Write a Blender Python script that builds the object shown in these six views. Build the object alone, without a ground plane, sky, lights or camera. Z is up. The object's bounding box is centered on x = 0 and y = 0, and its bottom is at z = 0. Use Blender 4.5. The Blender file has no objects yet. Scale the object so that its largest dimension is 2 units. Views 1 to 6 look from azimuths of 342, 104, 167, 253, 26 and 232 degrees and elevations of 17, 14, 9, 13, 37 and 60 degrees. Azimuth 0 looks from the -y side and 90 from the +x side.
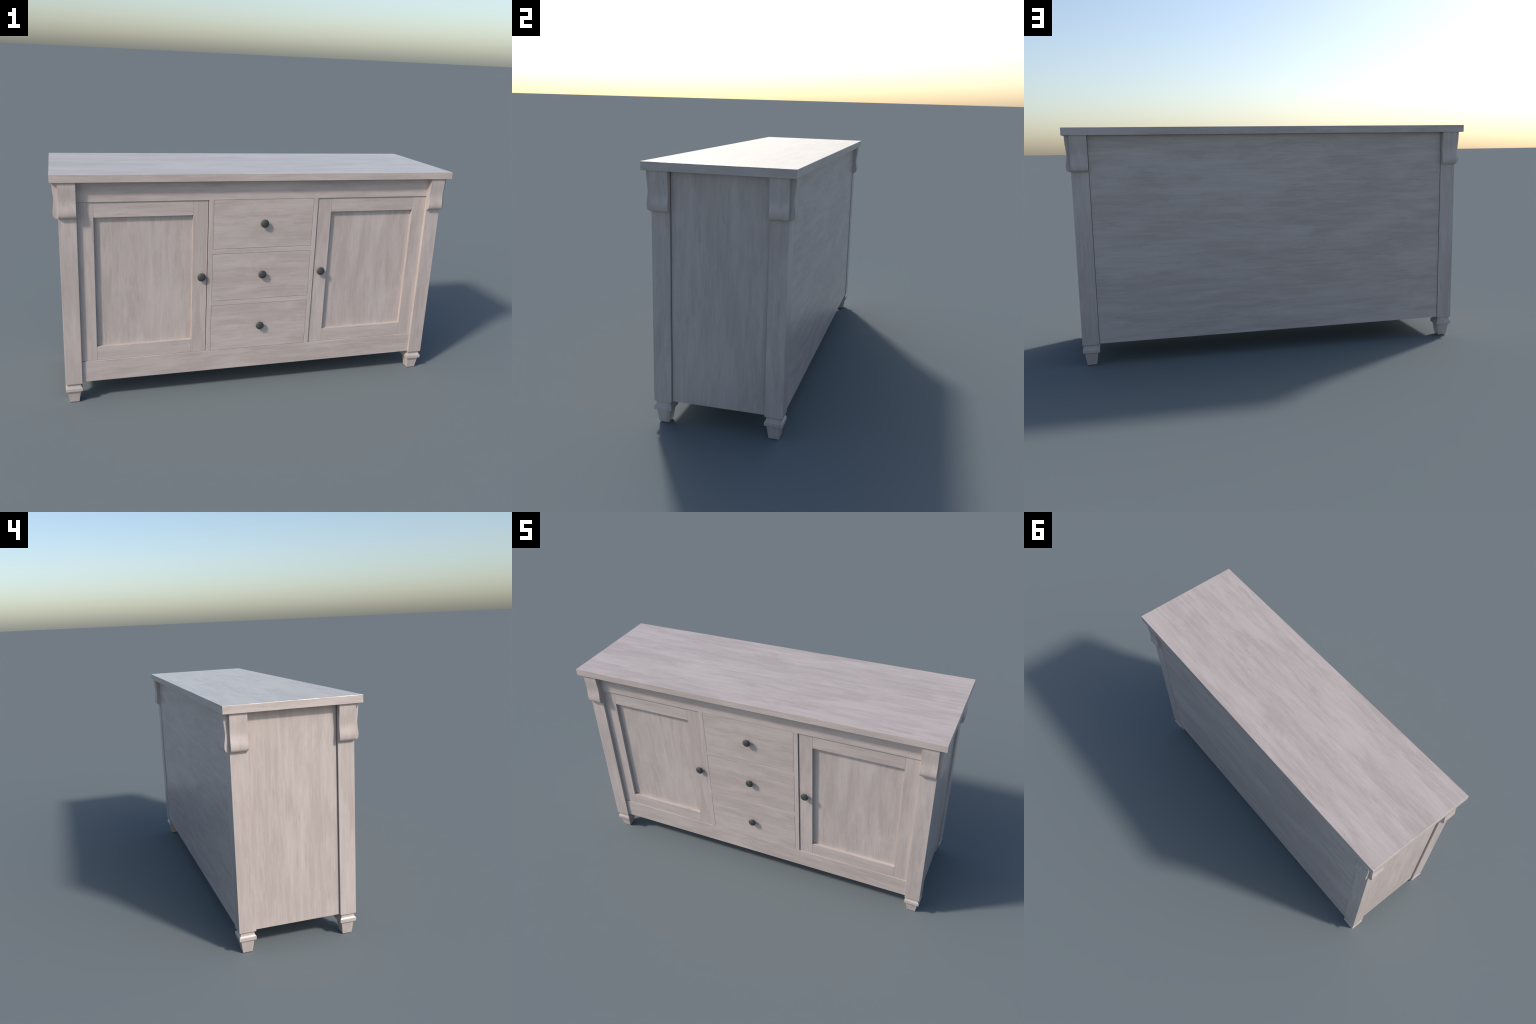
"""Whitewashed wooden sideboard: two frame-and-panel doors, three drawers,
four square corner posts with scrolled brackets and tapered feet."""
import bpy, bmesh, math, random
from mathutils import Vector, Matrix, noise

random.seed(11)

# ------------------------------------------------------------------ sizes (m)
TOP_X, TOP_Y = 1.000, 0.3143          # half sizes of the table top
TOP_Z0, TOP_Z1 = 1.0970, 1.1325
POST_X, POST_Y = 0.9676, 0.2851       # outer faces of the corner posts
POST_W = 0.0786
POST_Z0 = 0.1040
BODY_Z0 = 0.1068                      # underside of rails and panels
SIDE_X = 0.9572                       # outer face of side panels
BACK_Y = 0.2812                       # outer face of the back panel
RAIL_Y = -0.2736                      # front face of the carcass frame
DOOR_Y = -0.2688                      # front face of door stiles and rails
PANEL_Y = -0.2515                     # front face of the recessed door panels
RAIL_TOP_Z = 1.0000                   # underside of the upper rail
RAIL_LOW_Z = 0.2145                   # top of the lower rail
STILE_IN, STILE_OUT = 0.2555, 0.2785  # carcass uprights beside the drawers
DRAWER_H, DIVIDER_H = 0.2455, 0.0245

# ------------------------------------------------------------------ materials
def nd(nt, kind, **kw):
    n = nt.nodes.new(kind)
    for k, v in kw.items():
        setattr(n, k, v)
    return n


def math_node(nt, op, a, b):
    n = nd(nt, 'ShaderNodeMath', operation=op)
    for i, v in enumerate((a, b)):
        if isinstance(v, (int, float)):
            n.inputs[i].default_value = v
        else:
            nt.links.new(v, n.inputs[i])
    return n.outputs[0]


def washed_wood(name, axis):
    """Pale whitewashed wood; `axis` is the grain direction (0 x, 1 y, 2 z)."""
    m = bpy.data.materials.new(name)
    m.use_nodes = True
    nt = m.node_tree
    L = nt.links.new
    bsdf = nt.nodes['Principled BSDF']
    tc = nd(nt, 'ShaderNodeTexCoord')
    info = nd(nt, 'ShaderNodeObjectInfo')
    wn = nd(nt, 'ShaderNodeTexWhiteNoise', noise_dimensions='1D')
    L(info.outputs['Random'], wn.inputs['W'])
    off = nd(nt, 'ShaderNodeVectorMath', operation='SCALE')
    off.inputs['Scale'].default_value = 7.0
    L(wn.outputs['Color'], off.inputs[0])
    pos = nd(nt, 'ShaderNodeVectorMath', operation='ADD')
    L(tc.outputs['Object'], pos.inputs[0])
    L(off.outputs[0], pos.inputs[1])
    # slow wander so that the streaks are not ruler straight
    wander = nd(nt, 'ShaderNodeTexNoise')
    wander.inputs['Scale'].default_value = 3.2
    wander.inputs['Detail'].default_value = 2.0
    L(pos.outputs[0], wander.inputs['Vector'])
    wc = nd(nt, 'ShaderNodeVectorMath', operation='SUBTRACT')
    wc.inputs[1].default_value = (0.5, 0.5, 0.5)
    L(wander.outputs['Color'], wc.inputs[0])
    ws = nd(nt, 'ShaderNodeVectorMath', operation='SCALE')
    ws.inputs['Scale'].default_value = 0.012
    L(wc.outputs[0], ws.inputs[0])
    bent = nd(nt, 'ShaderNodeVectorMath', operation='ADD')
    L(pos.outputs[0], bent.inputs[0])
    L(ws.outputs[0], bent.inputs[1])

    def grain(along, across, detail, rough, shift=0.0, distort=0.0):
        mp = nd(nt, 'ShaderNodeMapping')
        sc = [across] * 3
        sc[axis] = along
        mp.inputs['Scale'].default_value = sc
        mp.inputs['Location'].default_value = (shift, shift * 1.7, shift * 0.6)
        L(bent.outputs[0], mp.inputs['Vector'])
        t = nd(nt, 'ShaderNodeTexNoise')
        t.inputs['Scale'].default_value = 1.0
        t.inputs['Detail'].default_value = detail
        t.inputs['Roughness'].default_value = rough
        t.inputs['Distortion'].default_value = distort
        L(mp.outputs[0], t.inputs['Vector'])
        return t.outputs['Fac']

    def ramp(fac, lo, hi):
        r = nd(nt, 'ShaderNodeMapRange', interpolation_type='SMOOTHSTEP')
        r.inputs['From Min'].default_value = lo
        r.inputs['From Max'].default_value = hi
        L(fac, r.inputs['Value'])
        return r.outputs[0]

    patch = ramp(grain(1.9, 8.0, 7.0, 0.64, 0.3, 0.35), 0.42, 0.60)      # broad worn areas
    streak = ramp(grain(3.6, 38.0, 5.0, 0.64, 4.1, 0.15), 0.40, 0.62)    # brush streaks
    fine = ramp(grain(5.0, 330.0, 3.0, 0.60, 9.7), 0.34, 0.66)           # thin fibres
    dash = ramp(grain(9.0, 85.0, 5.0, 0.68, 17.0, 0.3), 0.51, 0.64)      # short dark dashes
    dash_zone = ramp(grain(3.0, 10.0, 4.0, 0.60, 31.0, 0.5), 0.46, 0.58)  # dashes gather in places
    smear = ramp(grain(7.0, 13.0, 7.0, 0.74, 23.0, 1.2), 0.55, 0.68)     # pale wiped smears
    v = math_node(nt, 'MULTIPLY', patch, 0.38)
    v = math_node(nt, 'ADD', v, math_node(nt, 'MULTIPLY', streak, 0.30))
    v = math_node(nt, 'ADD', v, math_node(nt, 'MULTIPLY', fine, 0.24))
    v = math_node(nt, 'ADD', v, math_node(nt, 'MULTIPLY', smear, 0.20))
    v = math_node(nt, 'SUBTRACT', v, math_node(nt, 'MULTIPLY', math_node(nt, 'MULTIPLY', dash, dash_zone), 0.28))
    cr = nd(nt, 'ShaderNodeValToRGB')
    el = cr.color_ramp.elements
    el[0].position, el[0].color = 0.05, WOOD_DARK
    el[1].position, el[1].color = 0.95, WOOD_PALE
    mid = el.new(0.5)
    mid.color = WOOD_MID
    L(v, cr.inputs['Fac'])
    L(cr.outputs['Color'], bsdf.inputs['Base Color'])
    bsdf.inputs['Roughness'].default_value = WOOD_ROUGH
    bsdf.inputs['Specular IOR Level'].default_value = WOOD_SPEC
    bmp = nd(nt, 'ShaderNodeBump')
    bmp.inputs['Strength'].default_value = 0.10
    bmp.inputs['Distance'].default_value = 0.001
    L(math_node(nt, 'ADD', fine, streak), bmp.inputs['Height'])
    L(bmp.outputs[0], bsdf.inputs['Normal'])
    return m


def plain(name, col, rough, metal=0.0):
    m = bpy.data.materials.new(name)
    m.use_nodes = True
    nt = m.node_tree
    b = nt.nodes['Principled BSDF']
    tc = nd(nt, 'ShaderNodeTexCoord')
    t = nd(nt, 'ShaderNodeTexNoise')
    t.inputs['Scale'].default_value = 180.0
    nt.links.new(tc.outputs['Object'], t.inputs['Vector'])
    cr = nd(nt, 'ShaderNodeValToRGB')
    cr.color_ramp.elements[0].color = tuple(c * 0.9 for c in col[:3]) + (1,)
    cr.color_ramp.elements[1].color = tuple(c * 1.1 for c in col[:3]) + (1,)
    nt.links.new(t.outputs['Fac'], cr.inputs['Fac'])
    nt.links.new(cr.outputs['Color'], b.inputs['Base Color'])
    b.inputs['Roughness'].default_value = rough
    b.inputs['Metallic'].default_value = metal
    return m


WOOD_DARK = (0.431, 0.362, 0.331, 1)
WOOD_MID = (0.496, 0.421, 0.388, 1)
WOOD_PALE = (0.553, 0.473, 0.438, 1)
WOOD_ROUGH = 0.23
WOOD_SPEC = 0.5
WOOD_X = washed_wood('whitewashed_wood_lengthwise', 0)
WOOD_Y = washed_wood('whitewashed_wood_crosswise', 1)
WOOD_Z = washed_wood('whitewashed_wood_upright', 2)
KNOB = plain('dark_pewter', (0.046, 0.050, 0.050), 0.62, 0.0)

# ------------------------------------------------------------------ helpers
COLL = bpy.context.scene.collection


def add(name, mesh, parent, loc=(0, 0, 0), rot_z=0.0):
    """Place mesh at a position given in the sideboard's own frame."""
    o = bpy.data.objects.new(name, mesh)
    COLL.objects.link(o)
    o.parent = parent
    w = Matrix.Translation(loc) @ Matrix.Rotation(rot_z, 4, 'Z')
    o.matrix_parent_inverse = Matrix.Identity(4)
    o.matrix_basis = FRAME[parent.name].inverted() @ w
    FRAME[o.name] = w
    return o


FRAME = {}


def finish(bm, name, mats, smooth_angle=12):
    bmesh.ops.recalc_face_normals(bm, faces=bm.faces)
    me = bpy.data.meshes.new(name)
    bm.to_mesh(me)
    bm.free()
    for mt in mats:
        me.materials.append(mt)
    me.shade_smooth()
    me.set_sharp_from_angle(angle=math.radians(smooth_angle))
    return me


def board_mesh(name, size, mat, bevel=0.0010, segs=2):
    """Rectangular board centred on its origin, arrises eased."""
    bm = bmesh.new()
    bmesh.ops.create_cube(bm, size=1.0)
    bmesh.ops.scale(bm, vec=size, verts=bm.verts)
    if bevel:
        bmesh.ops.bevel(bm, geom=bm.edges[:], offset=bevel, segments=segs,
                        profile=0.6, affect='EDGES', clamp_overlap=True)
    return finish(bm, name, [mat])


def board(name, x, y, z, mat, parent, bevel=0.0010):
    """Board from (lo, hi) pairs in the sideboard frame."""
    lo, hi = Vector((x[0], y[0], z[0])), Vector((x[1], y[1], z[1]))
    return add(name, board_mesh(name, hi - lo, mat, bevel), parent, (lo + hi) / 2)


def square_turning(name, rings, mat, bevel=0.0009):
    """Square-section stack lofted through (z, half width) stations."""
    bm = bmesh.new()
    loops = []
    for z, h in rings:
        loops.append([bm.verts.new((sx * h, sy * h, z))
                      for sx, sy in ((-1, -1), (1, -1), (1, 1), (-1, 1))])
    for a, b in zip(loops, loops[1:]):
        for i in range(4):
            bm.faces.new((a[i], a[(i + 1) % 4], b[(i + 1) % 4], b[i]))
    bm.faces.new(loops[0])
    bm.faces.new(loops[-1])
    return finish(bm, name, [mat], 30)


def lathe(name, profile, mat, seg=40):
    """Turned piece; profile is (radius, distance out along -y)."""
    bm = bmesh.new()
    loops = []
    for r, d in profile:
        loops.append([bm.verts.new((r * math.cos(2 * math.pi * i / seg), -d,
                                    r * math.sin(2 * math.pi * i / seg))) for i in range(seg)])
    for a, b in zip(loops, loops[1:]):
        for i in range(seg):
            bm.faces.new((a[i], a[(i + 1) % seg], b[(i + 1) % seg], b[i]))
    bm.faces.new(loops[0])
    bm.faces.new(loops[-1])
    return finish(bm, name, [mat], 45)


def catmull(points, steps):
    """Smooth curve through control points (pairs)."""
    pts = [points[0]] + list(points) + [points[-1]]
    out = []
    for i in range(1, len(pts) - 2):
        p0, p1, p2, p3 = (Vector(p) for p in pts[i - 1:i + 3])
        for k in range(steps):
            t = k / steps
            out.append(0.5 * ((2 * p1) + (p2 - p0) * t + (2 * p0 - 5 * p1 + 4 * p2 - p3) * t * t
                              + (3 * p1 - p0 - 3 * p2 + p3) * t ** 3))
    out.append(Vector(points[-1]))
    return out


# ------------------------------------------------------------------ the thing
root = bpy.data.objects.new('sideboard', None)
COLL.objects.link(root)
root['label'] = 'whitewashed wooden sideboard with two doors and three drawers'
root['category'] = 'sideboard'
FRAME[root.name] = Matrix.Identity(4)

# ---- table top: slab with a softly worn upper edge --------------------------
def table_top_mesh():
    bm = bmesh.new()
    nx, ny = 160, 50
    hz = (TOP_Z1 - TOP_Z0) / 2
    per = []
    for i in range(nx):
        per.append((-TOP_X + 2 * TOP_X * i / nx, -TOP_Y))
    for i in range(ny):
        per.append((TOP_X, -TOP_Y + 2 * TOP_Y * i / ny))
    for i in range(nx):
        per.append((TOP_X - 2 * TOP_X * i / nx, TOP_Y))
    for i in range(ny):
        per.append((-TOP_X, TOP_Y - 2 * TOP_Y * i / ny))
    n = len(per)

    def inset(p, d):
        return (max(-TOP_X + d, min(TOP_X - d, p[0])), max(-TOP_Y + d, min(TOP_Y - d, p[1])))

    rings = []
    for kind in range(6):
        ring = []
        for p in per:
            wear = noise.noise(Vector((p[0] * 9, p[1] * 9, 3.1)))
            wear = 0.0011 + 0.0009 * max(0.0, wear * 1.8)
            b = 0.0010
            d, z = ((b, -hz), (0.0, -hz + b), (0.0, hz - wear), (wear * 0.30, hz - wear * 0.30),
                    (wear, hz), (0.02, hz))[kind]
            q = inset(p, d)
            ring.append(bm.verts.new((q[0], q[1], z)))
        rings.append(ring)
    for a, b in zip(rings, rings[1:]):
        for i in range(n):
            f = bm.faces.new((a[i], a[(i + 1) % n], b[(i + 1) % n], b[i]))
            cx = abs(f.calc_center_median().x)
            if cx > TOP_X - 0.0006:
                f.material_index = 1
    bm.faces.new(rings[0])
    bm.faces.new(rings[-1])
    bmesh.ops.remove_doubles(bm, verts=bm.verts, dist=1e-6)
    return finish(bm, 'table_top', [WOOD_X, WOOD_Y], 12)


add('table_top', table_top_mesh(), root, (0, 0, (TOP_Z0 + TOP_Z1) / 2))

# ---- corner posts, each with two scrolled brackets and a tapered foot -------
post_mesh = board_mesh('post', (POST_W, POST_W, TOP_Z0 + 0.0005 - POST_Z0), WOOD_Z, 0.0010)

cove = [(0.0995, 0.0325), (0.0950, 0.0321), (0.0905, 0.0326), (0.0865, 0.0340),
        (0.0830, 0.0363), (0.0805, 0.0388), (0.0790, 0.0394)]
foot_rings = [(0.0, 0.0215), (0.0012, 0.0225), (0.0622, 0.0312), (0.0628, 0.0380), (0.0640, 0.0394),
              (0.0775, 0.0396)] + [(z, h) for z, h in reversed(cove)] + [(0.1005, 0.0335), (0.1046, 0.0340)]
foot_mesh = square_turning('foot', foot_rings, WOOD_Z)

# bracket profile: (height, projection from the post face)
SCROLL = catmull([(1.0972, 0.0214), (1.0750, 0.0212), (1.0550, 0.0197), (1.0350, 0.0175),
                  (1.0150, 0.0160), (1.0000, 0.0163), (0.9850, 0.0181), (0.9700, 0.0204),
                  (0.9575, 0.0216), (0.9470, 0.0211), (0.9395, 0.0188), (0.9345, 0.0147),
                  (0.9318, 0.0095), (0.9308, 0.0040), (0.9305, -0.0015)], 4)


def bracket_mesh():
    """Scrolled bracket facing -y; origin on the post face, sideboard heights."""
    bm = bmesh.new()
    h = POST_W / 2 - 0.0004
    e = 0.0008
    sections = []
    for x, cut in ((-h, e), (-h + e, 0.0), (h - e, 0.0), (h, e)):
        row = [bm.verts.new((x, -(p.y - (cut if p.y > 0.003 else 0.0)), p.x - 1.0)) for p in SCROLL]
        row.append(bm.verts.new((x, 0.0015, SCROLL[0].x - 1.0)))
        sections.append(row)
    n = len(sections[0])
    for a, b in zip(sections, sections[1:]):
        for i in range(n):
            bm.faces.new((a[i], a[(i + 1) % n], b[(i + 1) % n], b[i]))
    bm.faces.new(sections[0])
    bm.faces.new(sections[-1])
    return finish(bm, 'bracket', [WOOD_Z], 30)


bracket = bracket_mesh()
for sx in (-1, 1):
    for sy in (-1, 1):
        cx, cy = sx * (POST_X - POST_W / 2), sy * (POST_Y - POST_W / 2)
        post = add('post', post_mesh, root, (cx, cy, (POST_Z0 + TOP_Z0 + 0.0005) / 2))
        add('bracket', bracket, post, (cx, sy * POST_Y, 1.0), 0.0 if sy < 0 else math.pi)
        add('bracket', bracket, post, (sx * POST_X, cy, 1.0), sx * math.pi / 2)
        add('foot', foot_mesh, post, (cx, cy, 0.0))

# ---- carcass ----------------------------------------------------------------
inner_x = POST_X - POST_W          # inner faces of the posts
inner_y = POST_Y - POST_W
for sx in (-1, 1):
    # face board stops just short of the posts, so a narrow shadow groove shows the tongue behind it
    side = board('side_panel', sorted((sx * SIDE_X, sx * (SIDE_X - 0.008))),
                 (-inner_y + 0.0024, inner_y - 0.0024), (BODY_Z0, TOP_Z0 + 0.0003), WOOD_Z, root, 0.0006)
    board('panel_tongue', sorted((sx * (SIDE_X - 0.0081), sx * (SIDE_X - 0.018))),
          (-inner_y - 0.01, inner_y + 0.01), (BODY_Z0 + 0.002, TOP_Z0), WOOD_Z, side, 0.0)
back = board('back_panel', (-inner_x + 0.0018, inner_x - 0.0018), (BACK_Y - 0.007, BACK_Y),
             (BODY_Z0, TOP_Z0 + 0.0003), WOOD_X, root, 0.0006)
board('panel_tongue', (-inner_x - 0.01, inner_x + 0.01), (BACK_Y - 0.014, BACK_Y - 0.0071),
      (BODY_Z0 + 0.002, TOP_Z0), WOOD_X, back, 0.0)
board('bottom_panel', (-SIDE_X + 0.019, SIDE_X - 0.019), (RAIL_Y + 0.025, BACK_Y - 0.0145),
      (0.118, 0.134), WOOD_X, root, 0.0)

board('upper_rail', (-inner_x - 0.004, inner_x + 0.004), (RAIL_Y, RAIL_Y + 0.022),
      (RAIL_TOP_Z, TOP_Z0 + 0.0004), WOOD_X, root, 0.0008)
board('lower_rail', (-inner_x - 0.004, inner_x + 0.004), (RAIL_Y, RAIL_Y + 0.022),
      (BODY_Z0, RAIL_LOW_Z), WOOD_X, root, 0.0012)
for sx in (-1, 1):
    board('upright_divider', sorted((sx * STILE_IN, sx * STILE_OUT)), (RAIL_Y + 0.0002, BACK_Y - 0.02),
          (RAIL_LOW_Z - 0.001, RAIL_TOP_Z + 0.001), WOOD_Z, root, 0.0006)
for k in (1, 2):
    z0 = RAIL_LOW_Z + k * DRAWER_H + (k - 1) * DIVIDER_H
    board('drawer_divider', (-STILE_IN - 0.0005, STILE_IN + 0.0005), (RAIL_Y + 0.0003, BACK_Y - 0.02),
          (z0, z0 + DIVIDER_H), WOOD_X, root, 0.0006)

# ---- knob: domed mushroom head on a waisted stem ------------------------------
knob_mesh = lathe('knob', [(0.0085, -0.001), (0.0090, 0.0015), (0.0070, 0.0030), (0.0062, 0.0055),
                           (0.0075, 0.0085), (0.0120, 0.0105), (0.0180, 0.0120), (0.0204, 0.0140),
                           (0.0208, 0.0160), (0.0202, 0.0180), (0.0182, 0.0202), (0.0148, 0.0222),
                           (0.0105, 0.0236), (0.0060, 0.0244), (0.0018, 0.0247)], KNOB)

# ---- drawers -----------------------------------------------------------------
GAP = 0.0012
KNOB_Z = (0.3408, 0.6180, 0.8810)
for k in range(3):
    z0 = RAIL_LOW_Z + k * (DRAWER_H + DIVIDER_H)
    d = board('drawer', (-STILE_IN + GAP, STILE_IN - GAP), (RAIL_Y + 0.0002, RAIL_Y + 0.0202),
              (z0 + GAP, z0 + DRAWER_H - GAP), WOOD_X, root, 0.0008)
    add('knob', knob_mesh, d, (-0.001, RAIL_Y, KNOB_Z[k]))

# ---- doors: recessed panel with stiles, rails and a knob ---------------------
DOOR_IN, DOOR_OUT = 0.2815, inner_x + 0.0010
STILE_W = 0.0725
LOW_RAIL, HIGH_RAIL = (RAIL_LOW_Z + 0.0010, 0.2855), (0.9275, 0.9984)
for sx in (-1, 1):
    px = sorted((sx * (DOOR_IN + STILE_W - 0.006), sx * (DOOR_OUT - STILE_W + 0.004)))
    door = board('door', px, (PANEL_Y, PANEL_Y + 0.010), (LOW_RAIL[1] - 0.006, HIGH_RAIL[0] + 0.006),
                 WOOD_Z, root, 0.0)
    zs = (LOW_RAIL[0], HIGH_RAIL[1])
    in_edge, out_edge = DOOR_IN + STILE_W, 0.8150
    board('door_stile', sorted((sx * DOOR_IN, sx * in_edge)), (DOOR_Y, DOOR_Y + 0.022), zs, WOOD_Z, door, 0.0008)
    board('door_stile', sorted((sx * DOOR_OUT, sx * out_edge)), (DOOR_Y, DOOR_Y + 0.022), zs, WOOD_Z, door, 0.0008)
    rx = sorted((sx * (in_edge + 0.0005), sx * (out_edge - 0.0005)))
    for z in (LOW_RAIL, HIGH_RAIL):
        board('door_rail', rx, (DOOR_Y + 0.0001, DOOR_Y + 0.0219), z, WOOD_X, door, 0.0008)
    add('knob', knob_mesh, door, (sx * 0.3128 + 0.0022, DOOR_Y, 0.6180))
